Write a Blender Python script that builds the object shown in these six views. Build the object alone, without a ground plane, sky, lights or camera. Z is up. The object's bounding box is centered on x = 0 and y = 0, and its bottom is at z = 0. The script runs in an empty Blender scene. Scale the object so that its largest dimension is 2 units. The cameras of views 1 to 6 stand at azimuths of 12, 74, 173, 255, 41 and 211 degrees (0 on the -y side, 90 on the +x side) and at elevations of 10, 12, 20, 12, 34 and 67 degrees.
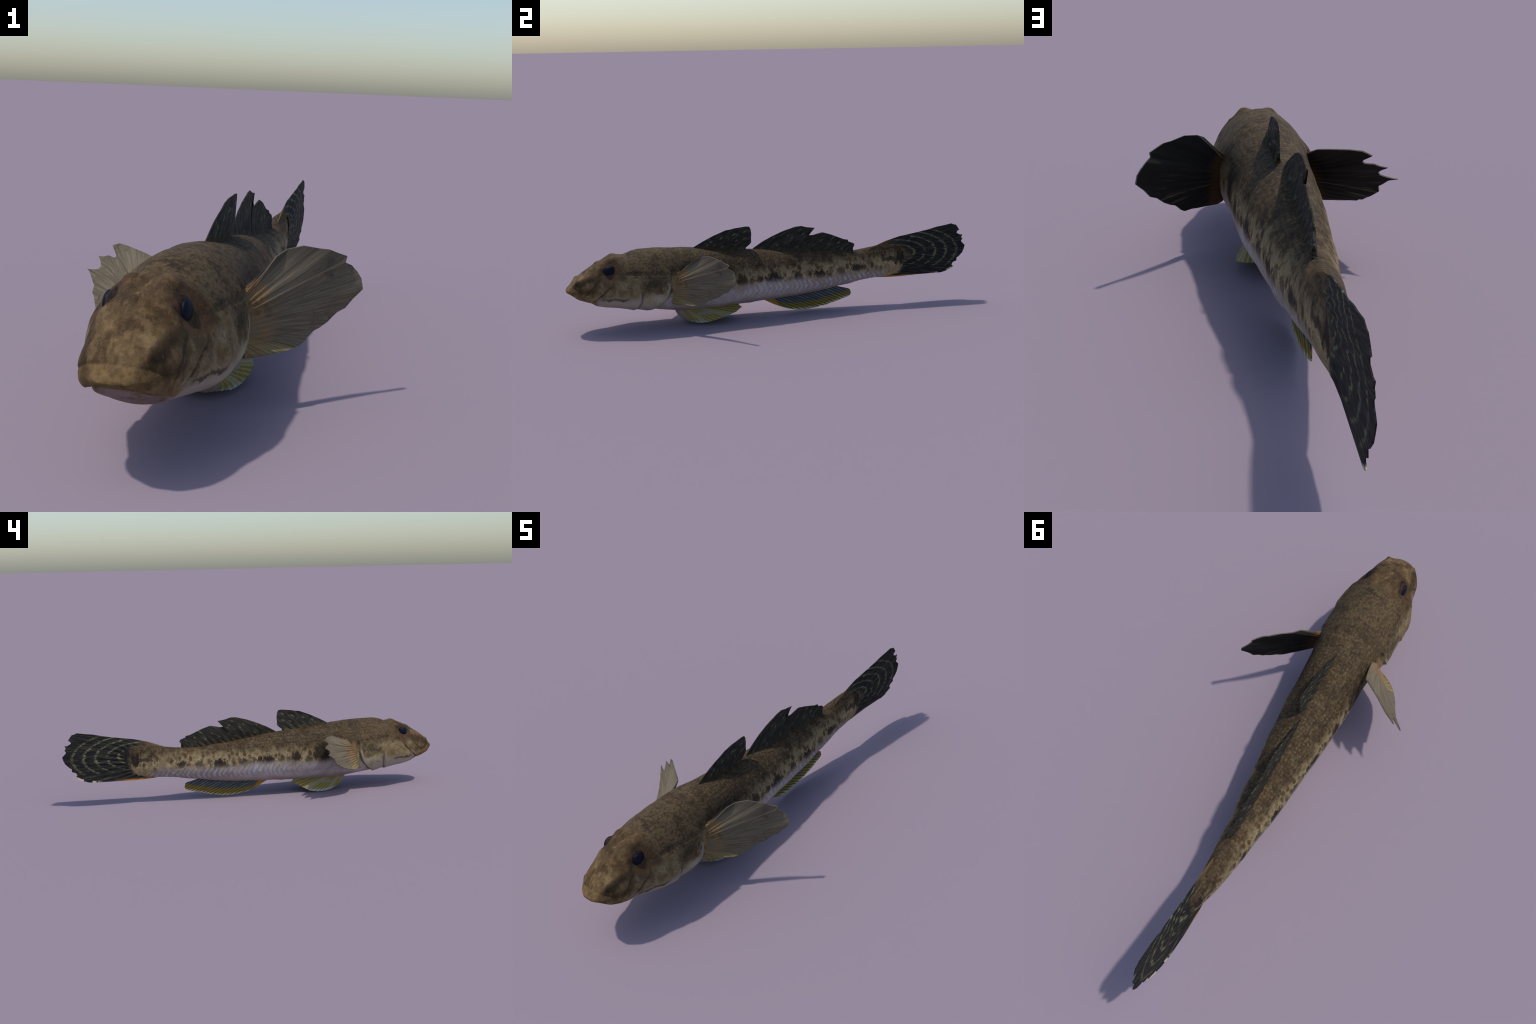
"""A round-headed bottom-living fish (goby): lofted body, fan fins, procedural skin."""
import bpy, math
import numpy as np

rng = np.random.default_rng(7)

# ------------------------------------------------------------------ helpers
def pchip(x, y, q):
    x = np.asarray(x, float); y = np.asarray(y, float)
    h = np.diff(x); d = np.diff(y) / h
    g = np.zeros_like(y)
    w1 = 2 * h[1:] + h[:-1]; w2 = h[1:] + 2 * h[:-1]
    ok = d[:-1] * d[1:] > 0
    with np.errstate(all='ignore'):
        g[1:-1] = np.where(ok, (w1 + w2) / (w1 / d[:-1] + w2 / d[1:]), 0)
    g[0] = d[0]; g[-1] = d[-1]
    i = np.clip(np.searchsorted(x, q) - 1, 0, len(x) - 2)
    t = (q - x[i]) / h[i]
    return (y[i] * (1 + 2 * t) * (1 - t) ** 2 + g[i] * h[i] * t * (1 - t) ** 2
            + y[i + 1] * t * t * (3 - 2 * t) + g[i + 1] * h[i] * t * t * (t - 1))

def sstep(a, b, v):
    t = np.clip((v - a) / (b - a), 0, 1)
    return t * t * (3 - 2 * t)

def gauss(v, s):
    return np.exp(-(v / s) ** 2)

def mesh_object(name, verts, faces, mat, parent, smooth=True, normals=None):
    me = bpy.data.meshes.new(name)
    me.from_pydata([tuple(v) for v in verts], [], faces)
    me.update()
    if smooth:
        me.polygons.foreach_set("use_smooth", [True] * len(me.polygons))
    ob = bpy.data.objects.new(name, me)
    bpy.context.scene.collection.objects.link(ob)
    me.materials.append(mat)
    ob.parent = parent
    if normals is not None:
        me.normals_split_custom_set_from_vertices([tuple(n) for n in normals])
    return ob

def srgb(r, g, b):
    f = lambda c: (c / 255 / 12.92) if c / 255 <= .04045 else ((c / 255 + .055) / 1.055) ** 2.4
    return (f(r), f(g), f(b), 1.0)

# ------------------------------------------------------------------ shader expression helper
class Ex:
    """A node socket with arithmetic."""
    tree = None
    def __init__(s, sock): s.s = sock
    @staticmethod
    def math(op, *a, clamp=False):
        n = Ex.tree.nodes.new('ShaderNodeMath'); n.operation = op; n.use_clamp = clamp
        for i, v in enumerate(a):
            if isinstance(v, Ex): Ex.tree.links.new(v.s, n.inputs[i])
            else: n.inputs[i].default_value = v
        return Ex(n.outputs[0])
    def __add__(s, o): return Ex.math('ADD', s, o)
    __radd__ = __add__
    def __sub__(s, o): return Ex.math('SUBTRACT', s, o)
    def __rsub__(s, o): return Ex.math('SUBTRACT', o, s)
    def __mul__(s, o): return Ex.math('MULTIPLY', s, o)
    __rmul__ = __mul__
    def __truediv__(s, o): return Ex.math('DIVIDE', s, o)
    def __pow__(s, o): return Ex.math('POWER', s, o)
    def abs(s): return Ex.math('ABSOLUTE', s)
    def sin(s): return Ex.math('SINE', s)
    def sqrt(s): return Ex.math('SQRT', s)
    def clamp(s): return Ex.math('ADD', s, 0.0, clamp=True)
    def max(s, o): return Ex.math('MAXIMUM', s, o)
    def min(s, o): return Ex.math('MINIMUM', s, o)

def sm(v, a, b):
    """smoothstep: 0 at a, 1 at b (a may be larger than b)"""
    n = Ex.tree.nodes.new('ShaderNodeMapRange'); n.interpolation_type = 'SMOOTHSTEP'
    Ex.tree.links.new(v.s, n.inputs[0])
    if a < b: lo, hi, t0, t1 = a, b, 0, 1
    else: lo, hi, t0, t1 = b, a, 1, 0
    for i, k in zip((1, 2, 3, 4), (lo, hi, t0, t1)): n.inputs[i].default_value = k
    return Ex(n.outputs[0])

def vec(x, y, z):
    n = Ex.tree.nodes.new('ShaderNodeCombineXYZ')
    for i, v in enumerate((x, y, z)):
        if isinstance(v, Ex): Ex.tree.links.new(v.s, n.inputs[i])
        else: n.inputs[i].default_value = v
    return Ex(n.outputs[0])

def noise(v, scale, detail=3, rough=.55):
    n = Ex.tree.nodes.new('ShaderNodeTexNoise')
    Ex.tree.links.new(v.s, n.inputs['Vector'])
    n.inputs['Scale'].default_value = scale; n.inputs['Detail'].default_value = detail
    n.inputs['Roughness'].default_value = rough
    return Ex(n.outputs['Fac'])

def voro(v, scale, feature='F1', rand=1.0):
    n = Ex.tree.nodes.new('ShaderNodeTexVoronoi'); n.feature = feature
    Ex.tree.links.new(v.s, n.inputs['Vector'])
    n.inputs['Scale'].default_value = scale; n.inputs['Randomness'].default_value = rand
    return Ex(n.outputs['Distance'])

def mix(a, b, f):
    n = Ex.tree.nodes.new('ShaderNodeMix'); n.data_type = 'RGBA'; n.clamp_factor = True
    if isinstance(f, Ex): Ex.tree.links.new(f.s, n.inputs[0])
    else: n.inputs[0].default_value = f
    for i, v in ((6, a), (7, b)):
        if isinstance(v, Ex): Ex.tree.links.new(v.s, n.inputs[i])
        else: n.inputs[i].default_value = v
    return Ex(n.outputs[2])

def curve(v, pts, lo, hi, vlo, vhi):
    """piecewise curve through (x,y) points"""
    n = Ex.tree.nodes.new('ShaderNodeFloatCurve')
    c = n.mapping.curves[0]
    P = [((x - lo) / (hi - lo), (y - vlo) / (vhi - vlo)) for x, y in pts]
    c.points[0].location = P[0]; c.points[1].location = P[-1]
    for p in P[1:-1]: c.points.new(*p)
    n.mapping.update()
    Ex.tree.links.new(((v - lo) / (hi - lo)).s, n.inputs['Value'])
    return Ex(n.outputs[0]) * (vhi - vlo) + vlo

def material(name, build, rough=.55, spec=.3, bump=None):
    m = bpy.data.materials.new(name); m.use_nodes = True
    t = m.node_tree; Ex.tree = t
    b = t.nodes['Principled BSDF']
    b.inputs['Roughness'].default_value = rough
    b.inputs['Specular IOR Level'].default_value = spec
    co = t.nodes.new('ShaderNodeTexCoord')
    sp = t.nodes.new('ShaderNodeSeparateXYZ')
    t.links.new(co.outputs['Object'], sp.inputs[0])
    P = Ex(co.outputs['Object'])
    x, y, z = (Ex(sp.outputs[i]) for i in range(3))
    col, h = build(P, x, y, z)
    t.links.new(col.s, b.inputs['Base Color'])
    if h is not None:
        bn = t.nodes.new('ShaderNodeBump')
        bn.inputs['Strength'].default_value = bump[0]; bn.inputs['Distance'].default_value = bump[1]
        t.links.new(h.s, bn.inputs['Height']); t.links.new(bn.outputs[0], b.inputs['Normal'])
    return m

def C(r, g, b):  # plain colour as expression-friendly tuple
    return srgb(r, g, b)

# ------------------------------------------------------------------ skin

def skin(P, x, y, z):
    ax = (x + .012).abs()
    # along-body streaked noise, warped
    n1 = noise(P, 26, 4, .6)
    n2 = noise(P, 85, 3, .6)
    n3 = noise(P, 9, 2, .5)
    nz = noise(vec(x * 1.0, y * 1.0, z * .45), 60, 3, .6)
    # ---- back: brown, fine scale mottling
    cell = voro(vec(x * 1.0, y * .8, z * 1.0), 95, 'F1', 1.0)
    n4 = noise(P, 150, 3, .65)
    back = mix(C(54, 43, 31), C(93, 77, 54), sm(cell * .6 + (n4 - .5) * 1.2 + (n1 - .5) * .6, .72, .0))
    back = mix(back, C(46, 37, 28), sm(n1 + (n2 - .5) * .4, .50, .74) * .6)
    back = mix(back, C(100, 74, 50), sm(n3, .50, .66) * sm(y, -.40, .2) * .5)
    sad = noise(vec(x * .25, y, z * .15), 13, 3, .6)
    back = mix(back, C(48, 37, 26), sm(sad + (n2 - .5) * .3, .50, .68) * .5)
    back = mix(back, C(116, 99, 72), sm(n2 + (n3 - .5) * .5, .58, .70) * .35)
    scl = voro(vec(x, y * .85, z * .8), 84, 'F1', .45)
    back = mix(back, C(44, 34, 25), sm(scl + (n4 - .5) * .4, .32, .62) * .45 * sm(y, -.62, -.35))
    back = mix(back, C(118, 100, 72), sm(scl + (n4 - .5) * .4, .26, .06) * .40 * sm(y, -.62, -.25))
    # ---- flank: tan with brown specks
    flank = mix(C(128, 112, 82), C(164, 147, 112), sm(n1 * .6 + n4 * .4, .40, .60))
    sp1 = voro(vec(x, y, z * .62), 40, 'F1', 1.0) + (n2 - .5) * .5
    flank = mix(flank, C(72, 52, 32), sm(sp1, .52, .24) * sm(n3 + (n1 - .5) * .8, .34, .52) * .9)
    sp2 = voro(vec(x + .3, y, z * .7), 85, 'F1', 1.0) + (n4 - .5) * .6
    flank = mix(flank, C(80, 60, 40), sm(sp2, .42, .20) * sm(n1, .38, .56) * .75)
    zf = z + (n1 - .5) * .10 + (nz - .5) * .06 + (n4 - .5) * .03
    up = sm(zf, .205, .275)                       # flank -> back
    col = mix(flank, back, up)
    # ---- lateral row of dark blotches
    for yc, zc, ry, rz, k in ((-.335, .215, .050, .060, .95), (-.262, .180, .022, .034, .75), (-.194, .205, .030, .028, .9),
                              (-.150, .192, .012, .020, .7), (-.113, .200, .020, .020, .8), (-.034, .197, .046, .026, 1.),
                              (.045, .185, .016, .014, .7), (.087, .192, .026, .022, .85), (.140, .205, .016, .014, .5),
                              (.203, .192, .036, .026, 1.), (.262, .205, .016, .016, .6), (.318, .193, .024, .018, .75),
                              (.402, .201, .032, .018, .95), (.470, .225, .018, .014, .5),
                              (.586, .229, .030, .012, .8), (.640, .230, .028, .036, 1.)):
        d = (((y - yc) / ry) ** 2.0 + ((z - zc) / rz) ** 2.0).sqrt() + (nz - .5) * 2.6 + (n4 - .5) * 1.2
        col = mix(col, mix(C(34, 31, 27), C(62, 47, 32), sm(n2, .42, .66)), sm(d, 1.30, .62) * k)
    # ---- pale belly with silver chevron scales
    zb = z + (nz - .5) * .035 + (n1 - .5) * .02
    edge = curve(y, [(-1, .14), (-.87, .135), (-.80, .148), (-.70, .150), (-.60, .145), (-.5, .17), (-.3, .165), (0, .175), (.2, .168), (.4, .172), (.55, .170), (.75, .10)], -1, 1, 0, .3)
    belly_m = sm(zb - edge + (n4 - .5) * .02, .028, -.020) * sm(y, .60, .50)
    belly = mix(C(160, 148, 142), C(178, 171, 172), sm(n1 * .6 + n4 * .4, .36, .64))
    belly = mix(belly, C(140, 126, 118), sm(y + (n1 - .5) * .2, -.05, .25) * .7)
    ph = (y + (z - edge + .030).abs() * .6 + (n3 - .5) * .03) * (1 / .0265)
    saw = (ph * 6.2832 + (n2 - .5) * 2.8 + (nz - .5) * 2.4).sin()
    band = sm(z - edge + (n1 - .5) * .03, -.060, -.040) * sm(z - edge, .012, -.004) * sm(y, -.32, -.12)
    belly = mix(belly, C(134, 121, 110), sm(saw, -.2, -.9) * band * .45)
    belly = mix(belly, C(178, 192, 204), sm(saw, -.1, .7) * band * sm(n2 + (n1 - .5) * .6, .44, .62) * sm(y, -.25, .0) * .7)
    belly = mix(belly, C(146, 128, 118), sm(z - edge, -.060, -.085) * .6)
    belly = mix(belly, C(146, 124, 82), sm(nz, .54, .66) * sm(z - edge, -.03, .0) * .7)
    col = mix(col, belly, belly_m)
    # yellowish dorsal base line
    # ---- head
    hd = sm(y + (n1 - .5) * .06 + (z - .25) * .1, -.70, -.78)
    snout = mix(C(70, 52, 31), C(113, 91, 61), sm(n1 * .75 + n2 * .25, .36, .64))
    snout = mix(snout, C(50, 36, 23), sm(n3 + (n1 - .5) * .7, .50, .68) * .75)
    snout = mix(snout, C(134, 112, 82), sm(n1 + (n2 - .5) * .4, .56, .70) * .45)
    stn = noise(vec(x * 1.0, y * .30, z * .30), 55, 3, .6)
    snout = mix(snout, C(56, 41, 26), sm(stn, .50, .64) * .6)
    snout = mix(snout, C(132, 110, 78), sm(stn, .44, .34) * .4)
    for xc in (.068, -.090):
        d = ((x - xc - (y + .9) * (.30 if xc > 0 else -.30) + (n1 - .5) * .03) / .012).abs()
        snout = mix(snout, C(44, 33, 22), sm(d, 1.1, .2) * .6)
    col = mix(col, snout, hd * sm(z + (n1 - .5) * .03, .165, .20))
    # cheek: grey-tan with fine specks above, pale below
    ck = sm(y, -.57, -.60) * sm(y + (n1 - .5) * .03, -.90, -.84) * sm(z + (n1 - .5) * .05, .268, .235) 
    cheek = mix(C(104, 86, 58), C(138, 122, 92), sm(n1 * .6 + n2 * .4, .40, .60))
    cheek = mix(cheek, C(60, 47, 32), sm(n2 + (n4 - .5) * .3, .57, .68) * .7)
    cheek = mix(cheek, C(74, 57, 38), sm(n3 + (n1 - .5) * .5, .53, .64) * .7)
    cheek = mix(cheek, C(164, 154, 140), sm(z + (n1 - .5) * .04, .186, .140))
    col = mix(col, cheek, ck * .92)
    # horizontal broken dark line on the cheek, dark stroke from eye to mouth corner
    d = ((z - .163 - (n1 - .5) * .03) / .008).abs() + (n2 - .5) * 2.6
    col = mix(col, C(58, 47, 32), sm(d, 1.0, .2) * sm(y, -.86, -.83) * sm(y, -.72, -.75) * .8)
    d = ((z - .215 + (y + .815) * -.95 + (n1 - .5) * .045) / .007).abs() + (n2 - .5) * 1.4
    col = mix(col, C(48, 37, 24), sm(d, 1.0, .2) * sm(y, -.895, -.87) * sm(y, -.785, -.81) * .75)
    d = ((z - .225 + (y + .88) * -.9 + (n1 - .5) * .045) / .010).abs() + (n2 - .5) * 1.2
    col = mix(col, C(46, 35, 23), sm(d, 1.0, .2) * sm(y, -.955, -.93) * sm(y, -.835, -.86) * .7)
    # gill cover: dark upper patch, yellow-white lower part
    op = sm(y + (n1 - .5) * .03, -.69, -.655) * sm(y + (n1 - .5) * .02, -.530, -.550)
    d = (((y + .605) / .066) ** 2.0 + ((z - .228) / .036) ** 2.0).sqrt() + (n1 - .5) * 2.4 + (n4 - .5) * 1.6
    col = mix(col, mix(C(44, 38, 28), C(74, 66, 48), sm(n4, .40, .62)), sm(d, 1.3, .3) * op * .8)
    d = (((y + .605) / .068) ** 2.0 + ((z - .148) / .046) ** 2.0).sqrt() + (nz - .5) * 1.2 + (n1 - .5) * .8
    col = mix(col, mix(C(142, 128, 88), C(168, 161, 142), sm(n1 * .6 + nz * .4, .36, .62)), sm(d, 1.3, .3) * op * .9)
    d = (((y + .585) / .035) ** 2.0 + ((z - .190) / .016) ** 2.0).sqrt() + (n2 - .5) * 1.8
    col = mix(col, C(84, 64, 38), sm(d, 1.1, .3) * op * .8)
    # pale rims of the gill cover and cheek plate with a dusky seam behind each
    for pts, w0, zhi, kk in (([(.06, -.70), (.085, -.655), (.11, -.61), (.15, -.565), (.20, -.542), (.27, -.540), (.32, -.56)], .0075, .235, .75),
                             ([(.06, -.80), (.09, -.72), (.12, -.69), (.20, -.676), (.26, -.69), (.32, -.70)], .0060, .205, .55)):
        q = y - curve(z, pts, .06, .32, -1, 0) + (n1 - .5) * .008
        lim = sm(z, .08, .10) * sm(z + (n1 - .5) * .03, zhi, zhi - .03)
        col = mix(col, C(150, 143, 130), sm(q, -w0 * 2, -w0) * sm(q, .002, -.002) * lim * kk)
        col = mix(col, C(70, 58, 46), sm(q, .0, .003) * sm(q, .014, .006) * lim * .6)
    # fin root: orange-tan shoulder
    d = (((y + .505) / .030) ** 2.0 + ((z - .20) / .075) ** 2.0).sqrt() + (n1 - .5) * .5
    col = mix(col, C(128, 100, 66), sm(d, 1.0, .6) * .7)
    # upper lip band: yellow-brown; lower jaw: mauve grey
    zm = curve(y, [(-1, .188), (-.985, .185), (-.955, .170), (-.91, .154), (-.87, .140), (-.80, .10)], -1, -.8, 0, .3)
    lip = sm(z - zm, -.003, .0) * sm(z - zm - (y + 1) * -.14, .048, .038) * sm(y, -.86, -.885)
    col = mix(col, mix(C(80, 61, 36), C(124, 100, 64), sm(n2 * .4 + n1 * .6, .38, .64)), lip * .75)
    jaw = sm(z - zm, .001, -.003) * sm(y, -.855, -.875)
    col = mix(col, mix(C(130, 115, 109), C(108, 89, 74), sm(n1, .44, .64)), jaw)
    ch = sm(z, .128, .112) * sm(y, -.80, -.83) * sm(y, -.93, -.90) * sm(ax, .07, .05)
    col = mix(col, C(160, 116, 54), ch * .8)
    # orange-brown ring of skin round the eye and dark brow
    for ex, ey, ez, sgn in ((.02, -.800, .288, 1), (-.03, -.803, .293, -1)):
        side = sm((x + .012) * sgn, .0, .02)
        r = ((y - ey) ** 2.0 + ((z - ez) * 1.1) ** 2.0).sqrt() + (n1 - .5) * .014
        col = mix(col, mix(C(48, 38, 29), C(82, 59, 40), sm(n1 * .5 + n2 * .5, .40, .62)), sm(r, .064, .038) * side * .8)
    # grain
    ff = n2 * .5 + noise(P, 230, 2, .6) * .5
    col = mix(col, C(40, 34, 28), sm(ff, .54, .68) * .28)
    col = mix(col, C(170, 155, 125), sm(ff, .46, .30) * .14)
    col = mix(col, C(34, 33, 31), sm(y + (n1 - .5) * .05 + (z - .235).abs() * .35, .655, .69))
    h = cell * -.4 + n2 * .6
    return col, h

M_SKIN = material('goby_skin', skin, .75, .12, (.25, .003))

# ------------------------------------------------------------------ fin materials
def ray_grain(u, r, k):
    """streaks that run along the rays: u across the rays, r along them"""
    return noise(vec(u * k, r * 14.0, 0.0), 1.0, 3, .6)

def dorsal_fin_skin(P, x, y, z):
    a = math.radians(33)
    al = y * math.cos(a) + z * math.sin(a)
    ac = z * math.cos(a) - y * math.sin(a)
    g = ray_grain(ac, al, 260.0)
    n1 = noise(P, 30, 3, .6)
    base = mix(C(32, 32, 29), C(68, 64, 53), sm(g, .42, .68))
    cell = voro(vec(al * .50 + (n1 - .5) * .012, ac * 1.15, 0.0), 56, 'F1', .8)
    spot = sm(cell + (g - .5) * 1.1, .36, .06)
    col = mix(base, C(108, 109, 88), spot * sm(n1, .32, .50) * .9)
    col = mix(col, C(84, 72, 50), sm(n1, .56, .70) * sm(z + y * .1, .350, .32) * .45)
    # brown root
    col = mix(col, C(78, 60, 39), sm(z + y * .115 + (n1 - .5) * .03, .326, .306) * .6)
    # orange-tan leading spine of each dorsal fin
    return col, g

def caudal_fin_skin(P, x, y, z):
    r = ((y - .60) ** 2.0 + ((z - .248) * 2.5) ** 2.0).sqrt()
    th = Ex.math('ARCTAN2', z - .235, y - .35)
    g = noise(vec(th * 95.0, y * 12.0, 0.0), 1.0, 3, .6)
    n1 = noise(P, 34, 3, .6)
    base = mix(C(28, 28, 28), C(62, 60, 52), sm(g, .44, .68))
    st = (r * (6.2832 / .0585) + 1.3 + (n1 - .5) * 1.3 + (g - .5) * 4.2).sin()
    band = sm(st, .55, 1.0) * sm(r, .05, .10) * sm(r, .375, .345) * sm(z - (y - .7) * -.05 + (n1 - .5) * .02, .165, .195)
    band = band * sm(noise(vec(th * 60.0, r * 20.0, 3.0), 1.0, 2, .5), .36, .54)
    col = mix(base, mix(C(92, 94, 75), C(116, 116, 80), sm(n1, .4, .6)), band * .85)
    # fleshy root: skin tan runs out onto the rays
    rt = sm(y + (g - .5) * .05 + (n1 - .5) * .10 + (z - .24).abs() * 1.3, .740, .600)
    fl = mix(C(128, 108, 78), C(78, 58, 38), sm(noise(P, 60, 3, .6), .5, .64))
    fl = mix(fl, C(80, 63, 43), sm(z, .262, .290) * .8)
    col = mix(col, fl, rt)
    d = (((y - .645) / .028) ** 2.0 + ((z - .232) / .038) ** 2.0).sqrt() + (n1 - .5) * 1.2
    col = mix(col, C(32, 30, 28), sm(d, 1.0, .6))
    # lower margin: orange near the root, white near the tip
    lo = curve(y, [(.5, .14), (.59, .128), (.70, .126), (.80, .128), (.88, .132), (.93, .152), (1, .20)], .5, 1, 0, .4)
    mg = sm(z - lo + (g - .5) * .01, .011, .003)
    col = mix(col, C(166, 114, 42), mg * sm(y, .52, .58) * sm(y + (n1 - .5) * .1, .76, .66))
    col = mix(col, C(200, 188, 160), mg * sm(y, .80, .87) * sm(n1, .42, .5))
    # upper margin warm line
    hi = curve(y, [(.5, .29), (.565, .315), (.64, .335), (.73, .348), (.84, .368), (.92, .382), (1, .37)], .5, 1, 0, .5)
    col = mix(col, C(112, 86, 50), sm(hi - z, .006, .002) * sm(y, .62, .54) * .6)
    return col, g

def anal_fin_skin(P, x, y, z):
    bs = curve(y, [(-.08, .072), (0, .072), (.15, .084), (.3, .104), (.42, .125)], -.08, .42, 0, .2)
    ed = curve(y, [(-.08, .065), (-.01, .040), (.05, .016), (.11, .008), (.16, .006), (.225, .012), (.3, .033), (.36, .048), (.42, .062)], -.08, .42, 0, .2)
    t = (bs - z) / (bs - ed).max(.004)
    a = math.radians(-27)
    ac = z * math.cos(a) - y * math.sin(a)
    al = y * math.cos(a) + z * math.sin(a)
    n1 = noise(P, 30, 2, .5)
    st = (ac * (6.2832 / .0125) + (n1 - .5) * 4.5).sin() * .6 + (noise(vec(ac * 150.0, al * 10.0, 0.0), 1.0, 2, .5) - .5) * 1.4
    inner = mix(C(66, 70, 70), C(118, 128, 132), sm(st, .0, .9))
    yel = mix(C(92, 78, 34), C(140, 120, 54), sm(st, -.7, .7))
    tip = mix(C(140, 130, 78), C(178, 180, 158), sm(st, -.4, .6))
    tt = t + (st * .07)
    col = mix(inner, yel, sm(tt, .48, .64))
    col = mix(col, tip, sm(tt, .86, .99))
    col = mix(col, C(176, 132, 44), sm(y + t * -.03, .0, -.03) * .8)
    return col, st

def pelvic_fin_skin(P, x, y, z):
    dy = y + .475
    ax = (x + .010).abs()
    n1 = noise(P, 30, 2, .5)
    r = (dy * dy + ax * ax + (z - .06) * (z - .06)).sqrt()
    th = Ex.math('ARCTAN2', (.075 - z) + ax * .9, dy + .02)
    st = (th * 84.0 + (n1 - .5) * 1.5).sin()
    col = mix(C(126, 112, 56), C(154, 140, 86), sm(st, -.6, .7))
    wd = (th * 15.0 + 1.0 + (n1 - .5)).sin()
    col = mix(col, C(158, 152, 126), sm(wd, .2, .95) * .65)
    pale = sm(z + (n1 - .5) * .008 + (y + .35).abs() * -.05, .020, .006)
    col = mix(col, C(186, 190, 182), pale * (sm(st, -.6, .4) * .5 + .5) * .85)
    front = sm(y + z * .55, -.425, -.442)
    col = mix(col, C(150, 134, 122), front)
    patch = sm((((y + .375) / .045) ** 2.0 + ((z - .051 - (y + .375) * .10) / .0075) ** 2.0).sqrt() + (noise(P, 55, 2, .5) - .5) * 1.8, 1.0, .85) * sm(ax, .05, .06)
    col = mix(col, C(146, 137, 132), patch * .75)
    return col, st

def pectoral_fin_skin(P, x, y, z):
    ax = (x + .010).abs()
    hx = ((ax - .075) ** 2.0 + (y + .55) ** 2.0).sqrt()
    r = ((ax - .115) ** 2.0 + (y + .51) ** 2.0 + ((z - .20) * .55) ** 2.0).sqrt()
    th = Ex.math('ARCTAN2', z - .195, hx)
    g = noise(vec(th * 75.0, hx * 9.0, ax * 3.0), 1.0, 4, .62)
    n1 = noise(P, 24, 3, .6)
    n2 = noise(P, 90, 2, .6)
    mem = mix(C(90, 81, 66), C(118, 107, 88), sm(g, .34, .66))
    mem = mix(mem, C(58, 54, 48), sm(n1 + (g - .5) * .8, .56, .74) * sm(r, .10, .22) * .6)
    mem = mix(mem, C(64, 59, 53), sm(z - .26 + r * -.1, .02, .07) * .5)
    root = mix(C(128, 102, 70), C(120, 103, 78), sm(n1, .4, .6))
    root = mix(root, C(84, 60, 34), sm((((z - .232 + (n1 - .5) * .05) / .024).abs()), 1.1, .4) * sm(n2 + n1, .84, 1.10) * .6)
    col = mix(mem, root, sm(r + (g - .5) * .035 + (n1 - .5) * .03, .098, .050))
    lowr = sm(th + (n1 - .5) * .08, -.26, -.36)
    col = mix(col, mix(C(88, 80, 60), C(146, 127, 80), sm(g, .40, .60)), lowr * .7)
    col = mix(col, C(40, 36, 32), sm(n2 * .5 + n1 * .5, .60, .70) * .3)
    return col, g + n2 * .3

M_DORSAL = material('dorsal_fin_skin', dorsal_fin_skin, .7, .12, (.35, .003))
M_CAUDAL = material('tail_fin_skin', caudal_fin_skin, .7, .12, (.35, .003))
M_ANAL = material('anal_fin_skin', anal_fin_skin, .7, .12, (.25, .002))
M_PELVIC = material('pelvic_fin_skin', pelvic_fin_skin, .7, .12, (.25, .002))
M_PECT = material('pectoral_fin_skin', pectoral_fin_skin, .7, .15, (.3, .003))
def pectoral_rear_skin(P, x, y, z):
    """the hind face of the pectoral fin: near-black colour with pale streaks along the rays"""
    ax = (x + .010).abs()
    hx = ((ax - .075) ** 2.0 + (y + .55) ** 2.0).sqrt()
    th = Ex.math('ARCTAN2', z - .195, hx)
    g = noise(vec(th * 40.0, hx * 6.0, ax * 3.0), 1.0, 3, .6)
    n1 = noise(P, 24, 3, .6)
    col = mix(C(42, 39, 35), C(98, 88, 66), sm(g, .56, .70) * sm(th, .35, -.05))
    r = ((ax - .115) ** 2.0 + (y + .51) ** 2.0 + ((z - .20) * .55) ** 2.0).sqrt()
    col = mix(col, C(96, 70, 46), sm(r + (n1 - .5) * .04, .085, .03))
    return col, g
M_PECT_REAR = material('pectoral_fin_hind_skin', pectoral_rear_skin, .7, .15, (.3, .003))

def iris_skin(P, x, y, z):
    n1 = noise(P, 70, 3, .6)
    col = mix(C(28, 22, 19), C(54, 39, 29), sm(n1, .4, .62))
    r = ((y + .806) ** 2.0 + (z - .290) ** 2.0).sqrt()
    col = mix(col, C(74, 50, 37), sm((r - .030).abs() + (n1 - .5) * .006, .003, .001) * .6)
    return col, None
def pupil_skin(P, x, y, z):
    n1 = noise(P, 160, 2, .6)
    return mix(C(13, 17, 32), C(36, 46, 70), sm(n1, .66, .76)), None
M_IRIS = material('eye_iris', iris_skin, .7, .1)
M_PUPIL = material('eye_pupil', pupil_skin, .5, .12)

# ------------------------------------------------------------------ root
fish = bpy.data.objects.new('goby_fish', None)
bpy.context.scene.collection.objects.link(fish)
fish["label"] = "brown mottled goby fish with dark spread fins"
fish["category"] = "fish"

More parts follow.
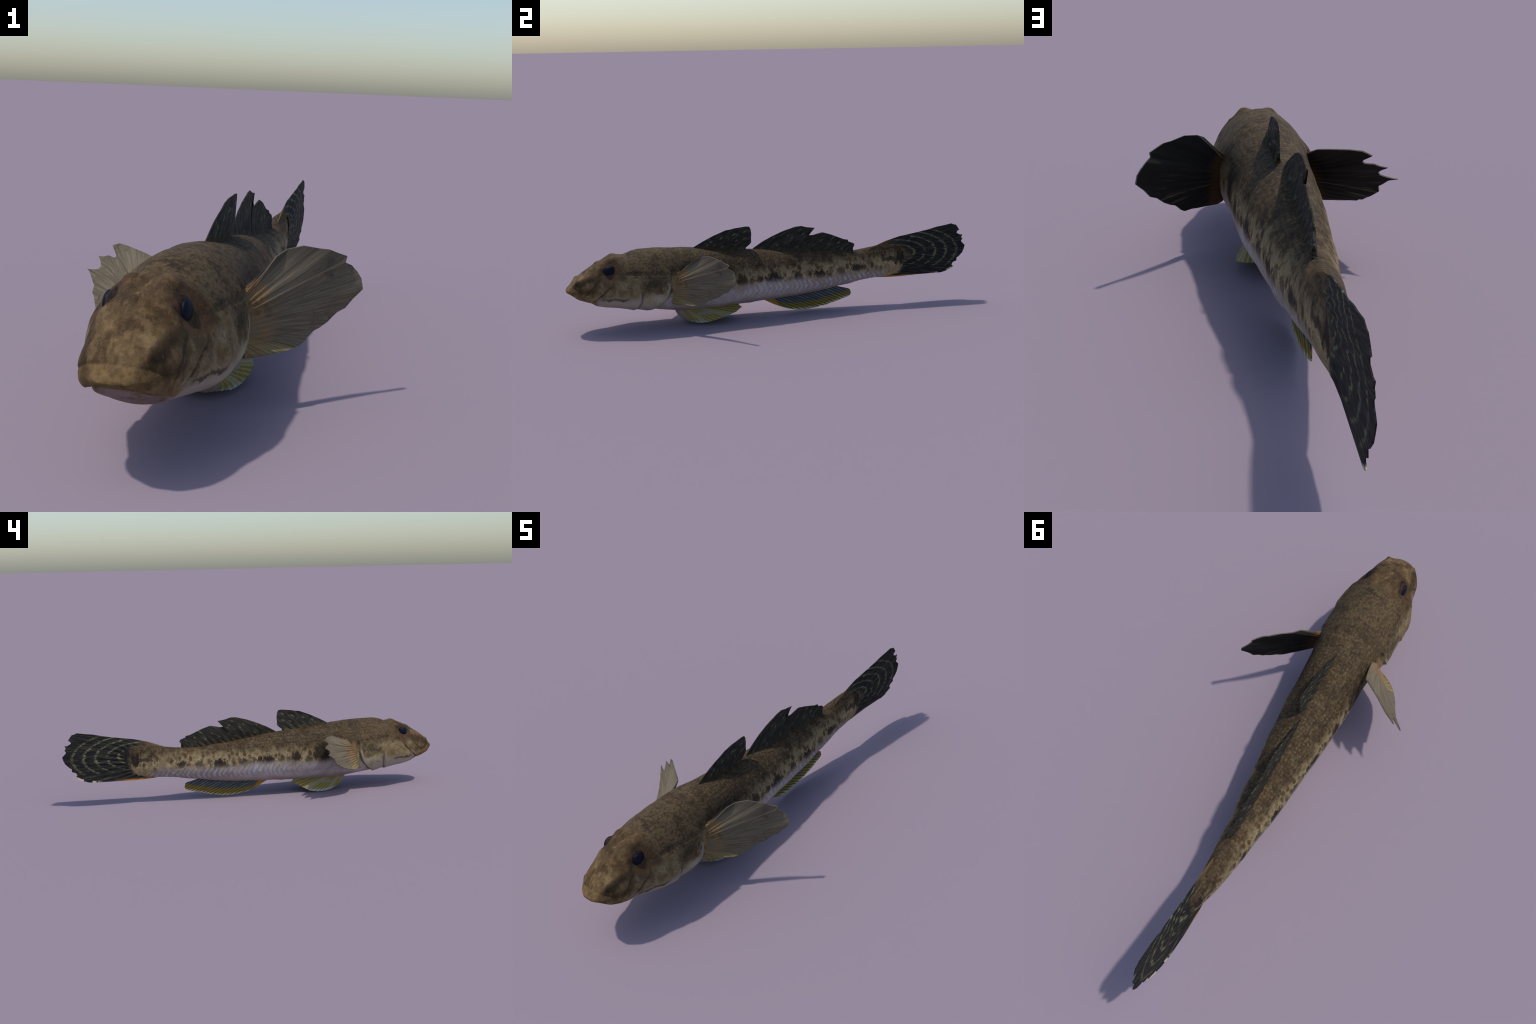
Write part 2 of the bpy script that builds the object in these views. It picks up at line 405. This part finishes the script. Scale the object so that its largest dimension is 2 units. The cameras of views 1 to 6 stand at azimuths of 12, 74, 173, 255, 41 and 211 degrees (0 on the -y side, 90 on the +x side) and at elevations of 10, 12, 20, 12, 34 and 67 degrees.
# ------------------------------------------------------------------ body loft
# station y, centre x, top z, bottom z, half width, height of widest point (0..1), upper roundness
STATIONS = np.array([
    (-1.000, -.007, .202, .192, .025, .447, 1.86),
    (-.985, -.008, .220, .179, .045, .438, 1.80),
    (-.955, -.008, .252, .152, .074, .419, 1.85),
    (-.910, -.010, .287, .134, .095, .380, 1.85),
    (-.860, -.012, .316, .118, .105, .370, 1.90),
    (-.800, -.012, .336, .107, .126, .350, 1.95),
    (-.730, -.011, .352, .099, .146, .360, 1.80),
    (-.660, -.010, .366, .089, .146, .350, 1.76),
    (-.580, -.011, .366, .079, .141, .390, 1.92),
    (-.500, -.010, .362, .067, .132, .480, 2.10),
    (-.400, -.012, .352, .055, .117, .510, 2.10),
    (-.270, -.014, .336, .059, .115, .483, 2.02),
    (-.120, -.016, .327, .069, .107, .455, 1.95),
    (.050, -.020, .306, .075, .090, .473, 2.00),
    (.200, -.022, .286, .090, .076, .470, 2.00),
    (.330, -.022, .275, .107, .061, .440, 2.00),
    (.450, -.024, .283, .128, .048, .430, 2.00),
    (.550, -.022, .297, .133, .035, .430, 2.00),
    (.640, -.017, .302, .146, .017, .430, 2.00),
    (.720, -.011, .290, .165, .002, .430, 2.00)])
SY = STATIONS[:, 0]

ys = np.concatenate([-1 + .10 * np.linspace(0, 1, 56) ** 1.9, np.linspace(-.9, -.50, 160)[1:], np.linspace(-.50, .72, 200)[1:]])
NS = 320
# denser angular spacing is not needed: the section is nearly even
th = np.linspace(0, 2 * math.pi, NS, endpoint=False)
cx, zt, zb, hw, fm, nt = (pchip(SY, STATIONS[:, k], ys)[:, None] for k in range(1, 7))
nb = np.interp(ys, [-1, -.9, -.6, -.3, .6], [2.2, 2.3, 2.2, 2.1, 2.0])[:, None]
zm = zb + (zt - zb) * fm
c, s = np.cos(th)[None], np.sin(th)[None]
ex = np.where(s > 0, 2 / nt, 2 / nb)
X = cx + hw * np.sign(c) * np.abs(c) ** ex
Z = zm + np.where(s > 0, zt - zm, zm - zb) * np.sign(s) * np.abs(s) ** ex
# re-space each ring evenly along its perimeter
for i in range(len(ys)):
    p = np.stack([np.r_[X[i], X[i, 0]], np.r_[Z[i], Z[i, 0]]], 1)
    l = np.r_[0, np.cumsum(np.linalg.norm(np.diff(p, axis=0), axis=1))]
    q = np.linspace(0, l[-1], NS, endpoint=False)
    X[i] = np.interp(q, l, p[:, 0]); Z[i] = np.interp(q, l, p[:, 1])
Y = np.repeat(ys[:, None], NS, 1)
G = np.stack([X, Y, Z], -1)

def grid_normals(G):
    du = np.gradient(G, axis=0)
    dv = np.roll(G, -1, 1) - np.roll(G, 1, 1)
    n = np.cross(du, dv)
    n /= np.linalg.norm(n, axis=-1, keepdims=True) + 1e-12
    return n

def mouth_z(y):
    return np.interp(y, [-1, -.985, -.955, -.91, -.87, -.80], [.188, .185, .170, .154, .140, .10])

def value_noise(P, f, seed):
    """cheap smooth noise: a few random sines"""
    r = np.random.default_rng(seed); o = 0
    for _ in range(10):
        k = r.normal(size=3); k = k / np.linalg.norm(k) * f * r.uniform(.6, 1.5)
        o = o + np.sin(P @ k + r.uniform(0, 6.28))
    return o / 3.2

ax = np.abs(X - cx); sgn = np.sign(X - cx)
D = np.zeros_like(X)
# gill cover: swells toward its rear rim, then steps down
ye = np.interp(Z, [.06, .085, .11, .15, .20, .27, .30], [-.70, -.655, -.61, -.565, -.542, -.540, -.56])
d = Y - ye
fade = sstep(.068, .085, Z) * sstep(.30, .265, Z)
rim = np.where(d < 0, np.exp(np.minimum(d, 0) / .045), 1 - sstep(0, .010, d) * 1.25) * np.where(d > 0, gauss(d, .05), 1)
D += .0075 * rim * fade
# cheek plate edge
ye = np.interp(Z, [.07, .09, .12, .20, .26], [-.78, -.72, -.69, -.676, -.69])
d = Y - ye
fade = sstep(.075, .095, Z) * sstep(.27, .22, Z)
rim = np.where(d < 0, np.exp(np.minimum(d, 0) / .05), 1 - sstep(0, .012, d) * 1.4) * np.where(d > 0, gauss(d, .04), 1)
D += .0045 * rim * fade
# groove from behind the eye above the gill cover
d = Z - (.272 + (Y + .65) * -.05)
D -= .0035 * gauss(d, .007) * sstep(-.76, -.72, Y) * sstep(-.53, -.57, Y)
# eye sockets, brows and the hollow between them
for ey, ez, sg in ((-.803, .288, 1), (-.807, .294, -1)):
    on = (sgn == sg)
    r = np.sqrt((Y - ey) ** 2 + ((Z - ez) * 1.05) ** 2)
    D += on * (.0050 * gauss(r - .052, .012) * (.55 + .45 * sstep(ez - .02, ez + .03, Z)) - .010 * gauss(r, .036))
D += .0140 * gauss(Y + .795, .040) * gauss(ax - .042, .022) * sstep(.290, .315, Z)
D -= .0030 * gauss(Y + .80, .05) * gauss(ax, .018) * (Z > .27)
# crease behind the brows
D -= .004 * gauss(Y + .735, .012) * gauss(ax, .06) * (Z > .28)
# mouth slit, recessed lower jaw, lip fold
mz = mouth_z(Y)
front = sstep(-.862, -.885, Y)
D -= .005 * gauss(Z - mz + .004, .0040) * front
D -= .0065 * sstep(.0005, -.0035, Z - mz) * sstep(-.862, -.90, Y)
lf = mz + .046 + (Y + 1) * -.14
D -= .0018 * gauss(Z - lf, .0035) * front
D += .0015 * gauss(Z - (mz + .016 - (Y + 1) * .05), .011) * front
# fold running from the eye to the corner of the mouth
d = Z - .215 - (Y + .815) * .95
D -= .003 * gauss(d, .006) * sstep(-.90, -.88, Y) * sstep(-.78, -.80, Y) * (Z < .26)
# snout planes: a blunt ridge from each brow down to the lip, slightly hollow between
ar = np.interp(Y, [-.975, -.93, -.86, -.80], [.042, .058, .066, .060])
on = sstep(-.985, -.955, Y) * sstep(-.78, -.83, Y) * sstep(.20, .225, Z)
D += .0042 * gauss(ax - ar, .014) * on
D -= .0018 * gauss(ax, .035) * on
# cheek creases under the eye
for k_, (y0, z0, sl) in enumerate(((-.845, .205, .9), (-.775, .215, .7))):
    dd = Z - z0 - (Y - y0) * sl
    D -= .0022 * gauss(dd, .005) * gauss(Y - y0, .035) * (Z < .26)
# nostril tubes
for sx in (-1, 1):
    D += .006 * np.exp(-(((Y + .950) / .008) ** 2 + ((X - cx - sx * .052) / .008) ** 2)) * (Z > .2)
# throat membrane, vent bump
D += .004 * gauss(Y + .83, .05) * gauss(ax, .05) * (Z < .14)
D += .004 * gauss(Y + .135, .025) * gauss(ax, .02) * (Z < .1)
# breast just ahead of the sucker disc
D += .004 * gauss(Y + .47, .03) * gauss(ax, .04) * (Z < .1)
# gentle irregularity
taper = sstep(.60, .45, Y) * sstep(-1.0, -.95, Y)
D += .0013 * value_noise(G, 38, 3) * taper
D += .0005 * value_noise(G, 150, 5) * taper
D *= sstep(-1.0, -.992, Y)
G2 = G + grid_normals(G) * D[..., None]

nr = len(ys)
verts = G2.reshape(-1, 3)
verts = np.vstack([verts, G2[0].mean(0) + (0, -.0005, 0), G2[-1].mean(0) + (0, .001, 0)])
faces = []
for i in range(nr - 1):
    for j in range(NS):
        k = (j + 1) % NS
        faces.append((i * NS + j, i * NS + k, (i + 1) * NS + k, (i + 1) * NS + j))
for j in range(NS):
    k = (j + 1) % NS
    faces.append((nr * NS, k, j))
    faces.append((nr * NS + 1, (nr - 1) * NS + j, (nr - 1) * NS + k))

# whole-body vertex normals
tmp = bpy.data.meshes.new('body_whole'); tmp.from_pydata([tuple(v) for v in verts], [], faces); tmp.update()
vn = np.empty(len(verts) * 3); tmp.vertices.foreach_get('normal', vn); vn = vn.reshape(-1, 3)
ctr = verts - np.array([0, 0, .22]); 
if np.mean(np.sum(vn * (verts - np.c_[np.full(len(verts), -.012), verts[:, 1], np.full(len(verts), .2)]), 1)) < 0:
    faces = [f[::-1] for f in faces]; vn = -vn
bpy.data.meshes.remove(tmp)

def region_of(f):
    p = verts[list(f)].mean(0)
    if p[1] < -.868 and p[2] < mouth_z(p[1]) - .001: return 'lower_jaw'
    if p[1] < np.interp(p[2], [.06, .085, .11, .15, .20, .27, .30, .37], [-.70, -.655, -.61, -.565, -.542, -.540, -.56, -.58]): return 'head'
    return 'torso' if p[1] < .31 else 'tail'
groups = {}
for f in faces: groups.setdefault(region_of(f), []).append(f)
for nm, fs in groups.items():
    idx = np.unique(np.concatenate([np.array(f) for f in fs]))
    mp = {int(v): i for i, v in enumerate(idx)}
    mesh_object(nm, verts[idx], [tuple(mp[int(v)] for v in f) for f in fs], M_SKIN, fish, normals=vn[idx])

def back_z(y): return float(pchip(SY, STATIONS[:, 2], np.array([y]))[0])
def belly_z(y): return float(pchip(SY, STATIONS[:, 3], np.array([y]))[0])
def mid_x(y): return float(pchip(SY, STATIONS[:, 1], np.array([y]))[0])

# ------------------------------------------------------------------ fins
def fin(name, base, edge, normal, mat, rays, thick=(.008, .0016), bulge=0.0, ripple=.0015, rows=26, step=.0035, ray_relief=.35, curl=0.0, rear=None):
    """Fan fin. base: points of the root line; edge: (x,y,z,u) free margin, u = place on the root line.
    Double sided, thin to the margin, with raised rays."""
    base = np.array(base, float); edge = np.array(edge, float); n = np.array(normal, float); n /= np.linalg.norm(n)
    bl = np.linspace(0, 1, len(base))
    E = []
    for a, b in zip(edge[:-1], edge[1:]):
        m = max(1, int(np.linalg.norm((b - a)[:3]) / step))
        for k in range(m): E.append(a + (b - a) * k / m)
    E.append(edge[-1]); E = np.array(E)
    u = E[:, 3]
    B = np.stack([np.interp(u, bl, base[:, k]) for k in range(3)], 1)
    t = np.linspace(0, 1, rows)[None, :, None]
    Pm = B[:, None] + (E[:, None, :3] - B[:, None]) * t
    tt = t[..., 0]
    L = np.linalg.norm(E[:, :3] - B, axis=1)[:, None]; L = L / L.max()
    off = bulge * 4 * tt * (1 - tt) * L + curl * tt ** 3 * L
    off = off + ripple * np.sin(u[:, None] * 19 + tt * 3.0) * tt * L
    w = (thick[0] * (1 - tt) ** 1.3 + thick[1])
    rel = 1 + ray_relief * np.cos(2 * math.pi * rays * u)[:, None] * sstep(0, .15, tt) * (1 - .6 * tt)
    w = w * rel * np.clip(L * 6, .15, 1)
    A = Pm + n * (off + w)[..., None]
    Bk = Pm + n * (off - w)[..., None]
    nc = len(E)
    V = np.concatenate([A.reshape(-1, 3), Bk.reshape(-1, 3)])
    o = nc * rows; F = []
    for i in range(nc - 1):
        for j in range(rows - 1):
            q = (i * rows + j, (i + 1) * rows + j, (i + 1) * rows + j + 1, i * rows + j + 1)
            F.append(q); F.append(tuple(o + k for k in q[::-1]))
        e0, e1 = i * rows + rows - 1, (i + 1) * rows + rows - 1
        F.append((e0, e1, o + e1, o + e0))
        F.append((i * rows, o + i * rows, o + (i + 1) * rows, (i + 1) * rows))
    for j in range(rows - 1):
        F.append((j, j + 1, o + j + 1, o + j))
        k = (nc - 1) * rows + j
        F.append((k, o + k, o + k + 1, k + 1))
    # orient outward
    a, b, c_ = A[nc // 2, rows // 2], A[nc // 2 + 1, rows // 2], A[nc // 2, rows // 2 + 1]
    if np.dot(np.cross(b - a, c_ - a), n) < 0: F = [f[::-1] for f in F]
    ob = mesh_object(name, V, F, mat, fish)
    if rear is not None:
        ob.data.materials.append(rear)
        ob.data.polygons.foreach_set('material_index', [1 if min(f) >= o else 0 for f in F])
    ob.data.set_sharp_from_angle(angle=math.radians(50))
    return ob

def mid_fin(pts, x0=-.012, lean=0.0, zref=0.0, sway=None):
    return [(x0 + lean * (z - zref) + (sway(y, z) if sway else 0), y, z, u) for y, z, u in pts]

# first dorsal: low front, tall squared rear with a notch at the root
b1 = [(mid_x(y) + .003, y, back_z(y) - .012) for y in np.linspace(-.40, -.150, 12)]
fin('dorsal_fin', b1, mid_fin([(-.412, .351, 0), (-.403, .356, .02), (-.36, .379, .10), (-.305, .405, .20), (-.247, .427, .32), (-.229, .428, .38),
    (-.207, .433, .46), (-.150, .439, .60), (-.133, .437, .65), (-.126, .425, .69), (-.122, .400, .76), (-.124, .379, .81),
    (-.123, .360, .86), (-.132, .350, .90), (-.147, .343, .94), (-.151, .335, .98), (-.149, .322, 1)], -.010, .06, .33), (1, 0, 0), M_DORSAL, 7,
    thick=(.0070, .0016), bulge=.004)
# second dorsal: long, one torn spike, ragged rear
b2 = [(mid_x(y) + .004, y, back_z(y) - .012) for y in np.linspace(-.108, .397, 16)]
fin('dorsal_fin', b2, mid_fin([(-.118, .322, 0), (-.110, .330, .015), (-.065, .356, .07), (-.016, .378, .13), (.043, .401, .20), (.103, .417, .28),
    (.135, .418, .33), (.161, .410, .37), (.203, .404, .41), (.188, .393, .425), (.172, .382, .435), (.173, .371, .45), (.190, .370, .47), (.239, .381, .53),
    (.281, .368, .61), (.350, .339, .76), (.371, .335, .80), (.372, .327, .84), (.398, .317, .89), (.404, .308, .92), (.395, .294, .96), (.397, .268, 1)], -.017, -.12, .33),
    (1, 0, 0), M_DORSAL, 16, thick=(.0065, .0015), bulge=-.006, ripple=.003)
# anal fin
b3 = [(mid_x(y) + .004, y, belly_z(y) + .012) for y in np.linspace(-.06, .307, 14)]
fin('anal_fin', b3, mid_fin([(-.068, .078, 0), (-.062, .069, .01), (-.014, .043, .06), (.047, .017, .14), (.085, .008, .20), (.113, .004, .25), (.160, .003, .33), (.215, .009, .44),
    (.225, .014, .46), (.240, .014, .49), (.262, .018, .53), (.270, .022, .55), (.320, .034, .66), (.370, .049, .77), (.382, .056, .81), (.385, .065, .85), (.381, .083, .90), (.371, .090, .93), (.310, .099, .97), (.306, .115, 1)], -.014, 0, 0),
    (1, 0, 0), M_ANAL, 13, thick=(.0060, .0014), bulge=-.003, ray_relief=.5)
# tail fin, ragged rear margin
b4 = [(-.016, .490, .272), (-.014, .56, .285), (-.010, .63, .285), (-.009, .655, .255), (-.011, .66, .225), (-.014, .655, .19), (-.017, .63, .160), (-.020, .57, .148), (-.022, .52, .148)]
fin('tail_fin', b4, mid_fin([(.480, .280, 0), (.490, .289, .01), (.565, .3165, .09), (.638, .335, .16), (.727, .3485, .22), (.79, .3595, .255), (.84, .371, .285), (.879, .376, .305),
    (.920, .383, .325), (.937, .376, .335), (.946, .375, .34), (.966, .3485, .37), (.953, .340, .38), (.953, .3315, .39), (.972, .3215, .40), (.985, .3215, .405), (.979, .3095, .42), (.986, .298, .435), (.979, .290, .445),
    (.981, .284, .455), (.9995, .266, .48), (.996, .250, .50), (.987, .230, .525), (.968, .210, .55), (.956, .203, .56), (.956, .188, .575), (.936, .181, .59), (.930, .168, .605), (.941, .1595, .615), (.925, .148, .63), (.900, .137, .65),
    (.874, .1295, .67), (.835, .1285, .70), (.745, .128, .75), (.650, .1255, .82), (.590, .127, .90), (.530, .131, .98), (.515, .142, 1)], -.006, .03, .25, lambda y, z: -.005 * gauss(y - .68, .16) - .012 * sstep(.23, .15, z) * sstep(.98, .78, y)),
    (1, 0, 0), M_CAUDAL, 17, thick=(.0085, .0013), ripple=.002, rows=40)

# pectoral fins: spread sideways and back
PL = [(.100, -.500, .276), (.104, -.508, .245), (.108, -.515, .21), (.112, -.522, .17), (.116, -.530, .125)]
fin('pectoral_fin', PL, [(.105, -.497, .270, 0), (.127, -.487, .275, .04), (.139, -.469, .294, .09), (.149, -.455, .313, .13), (.163, -.433, .337, .18), (.180, -.400, .350, .22),
    (.213, -.371, .356, .27), (.248, -.347, .348, .31), (.270, -.336, .345, .34), (.292, -.322, .335, .37), (.308, -.308, .328, .39), (.306, -.316, .314, .41), (.319, -.297, .305, .43),
    (.331, -.289, .290, .47), (.340, -.285, .274, .50), (.343, -.288, .250, .54), (.322, -.303, .229, .59), (.308, -.314, .208, .64), (.293, -.332, .199, .68), (.283, -.343, .188, .71), (.276, -.355, .179, .74), (.258, -.373, .167, .78),
    (.246, -.385, .162, .81), (.236, -.396, .151, .84), (.230, -.404, .143, .86), (.220, -.418, .135, .89), (.200, -.451, .131, .92), (.184, -.467, .128, .95), (.164, -.486, .126, .97), (.126, -.518, .122, 1)],
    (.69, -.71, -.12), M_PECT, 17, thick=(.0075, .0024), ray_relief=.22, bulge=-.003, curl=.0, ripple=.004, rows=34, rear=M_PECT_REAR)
PR = [(-.118, -.500, .276), (-.122, -.508, .245), (-.126, -.516, .21), (-.130, -.524, .17), (-.132, -.535, .12)]
fin('pectoral_fin', PR, [(-.122, -.490, .274, 0), (-.128, -.450, .284, .05), (-.135, -.415, .296, .10), (-.142, -.387, .306, .15), (-.165, -.368, .309, .20), (-.217, -.330, .314, .26), (-.248, -.307, .315, .30),
    (-.262, -.300, .311, .33), (-.274, -.294, .307, .35), (-.257, -.318, .292, .37), (-.254, -.323, .286, .39), (-.261, -.319, .282, .41), (-.283, -.302, .284, .42), (-.297, -.296, .279, .44), (-.315, -.286, .277, .46),
    (-.303, -.300, .268, .48), (-.295, -.314, .257, .50), (-.299, -.315, .249, .52), (-.310, -.308, .245, .53), (-.331, -.294, .241, .545), (-.341, -.286, .241, .555), (-.331, -.297, .239, .565), (-.320, -.311, .231, .58), (-.310, -.325, .219, .61), (-.301, -.337, .211, .63),
    (-.305, -.343, .195, .66), (-.298, -.353, .188, .69), (-.290, -.370, .177, .72), (-.280, -.389, .167, .75), (-.274, -.400, .159, .78), (-.268, -.411, .157, .80), (-.262, -.422, .149, .83), (-.252, -.439, .145, .87), (-.238, -.460, .138, .90), (-.223, -.481, .134, .93), (-.197, -.504, .133, .96), (-.166, -.524, .132, .98), (-.134, -.542, .124, 1)],
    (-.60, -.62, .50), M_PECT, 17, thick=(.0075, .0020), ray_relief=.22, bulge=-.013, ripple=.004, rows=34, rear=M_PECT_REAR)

# pelvic sucker disc: a shallow cup hung under the breast, open to the rear
def pelvic_disc():
    nu, nv = 261, 30
    V = []
    top, bot = [], []
    for i in range(nu):
        a = -1 + 2 * i / (nu - 1)                 # -1 right margin ... +1 left margin
        aa = abs(a)
        # root line: from rear along the belly, round the front and back again
        ry = np.interp(aa, [0, .15, .25, .6, 1], [-.500, -.485, -.45, -.36, -.205])
        rx = np.interp(aa, [0, .15, .25, .6, 1], [0, .030, .045, .055, .030]) * np.sign(a)
        rz = belly_z(ry) + .010 + abs(rx) * .15
        # margin: the left half stands a little higher than the right
        k = [0, .10, .22, .35, .5, .62, .75, .9, 1]
        ey = np.interp(aa, k, [-.464, -.462, -.435, -.400, -.360, -.320, -.278, -.226, -.188])
        if a >= 0:
            exx = np.interp(aa, k, [.012, .026, .055, .078, .090, .099, .100, .082, .050])
            ez = np.interp(aa, k, [.017, .015, .014, .010, .014, .025, .036, .049, .062])
        else:
            exx = -np.interp(aa, k, [-.012, .014, .045, .066, .080, .086, .080, .056, .034])
            ez = np.interp(aa, k, [.017, .015, .013, .006, .0025, .003, .009, .036, .058])
        ez += .0007 * math.sin(a * 150)
        for j in range(nv):
            t = j / (nv - 1)
            bul = math.sin(math.pi * t) * .010
            p = np.array([rx + (exx - rx) * t + np.sign(a) * bul * .6 - .010, ry + (ey - ry) * t - bul * (1 - aa) * .6, rz + (ez - rz) * t - bul * .35])
            w = (.0035 * (1 - t) + .0010) * (1 + .35 * math.cos(2 * math.pi * a * 22))
            nrm = np.array([np.sign(a) * min(1, aa * 2), -(1 - aa), -.5]); nrm /= np.linalg.norm(nrm)
            top.append(p + nrm * w); bot.append(p - nrm * w)
    V = np.array(top + bot); o = nu * nv; F = []
    for i in range(nu - 1):
        for j in range(nv - 1):
            q = (i * nv + j, (i + 1) * nv + j, (i + 1) * nv + j + 1, i * nv + j + 1)
            F.append(q); F.append(tuple(o + k for k in q[::-1]))
        e0, e1 = i * nv + nv - 1, (i + 1) * nv + nv - 1
        F.append((e0, e1, o + e1, o + e0)); F.append((i * nv, o + i * nv, o + (i + 1) * nv, (i + 1) * nv))
    for j in range(nv - 1):
        F.append((j, j + 1, o + j + 1, o + j)); k = (nu - 1) * nv + j; F.append((k, o + k, o + k + 1, k + 1))
    V[:, 2] -= V[:, 2].min()
    return mesh_object('pelvic_fin', V, F, M_PELVIC, fish)
pelvic_disc()

# ------------------------------------------------------------------ eyes
def ellipsoid(name, centre, rad, mat, parent, nu=48, nv=32):
    V, F = [], []
    for i in range(1, nv):
        p = math.pi * i / nv
        for j in range(nu):
            q = 2 * math.pi * j / nu
            V.append((centre[0] + rad[0] * math.cos(p), centre[1] + rad[1] * math.sin(p) * math.cos(q), centre[2] + rad[2] * math.sin(p) * math.sin(q)))
    a = len(V); V += [(centre[0] + rad[0], centre[1], centre[2]), (centre[0] - rad[0], centre[1], centre[2])]
    for i in range(nv - 2):
        for j in range(nu):
            k = (j + 1) % nu
            F.append((i * nu + j, (i + 1) * nu + j, (i + 1) * nu + k, i * nu + k))
    for j in range(nu):
        k = (j + 1) % nu
        F.append((a, j, k)); F.append((a + 1, (nv - 2) * nu + k, (nv - 2) * nu + j))
    return mesh_object(name, V, F, mat, parent)
for sx, ey, ez in ((1, -.800, .283), (-1, -.803, .289)):
    x0 = -.010 + sx * .058
    e = ellipsoid('eye', (x0, ey, ez), (.0245, .044, .035), M_IRIS, fish)
    ellipsoid('pupil', (x0 + sx * .0165, ey - .005, ez + .002), (.0125, .0262, .0260), M_PUPIL, e)
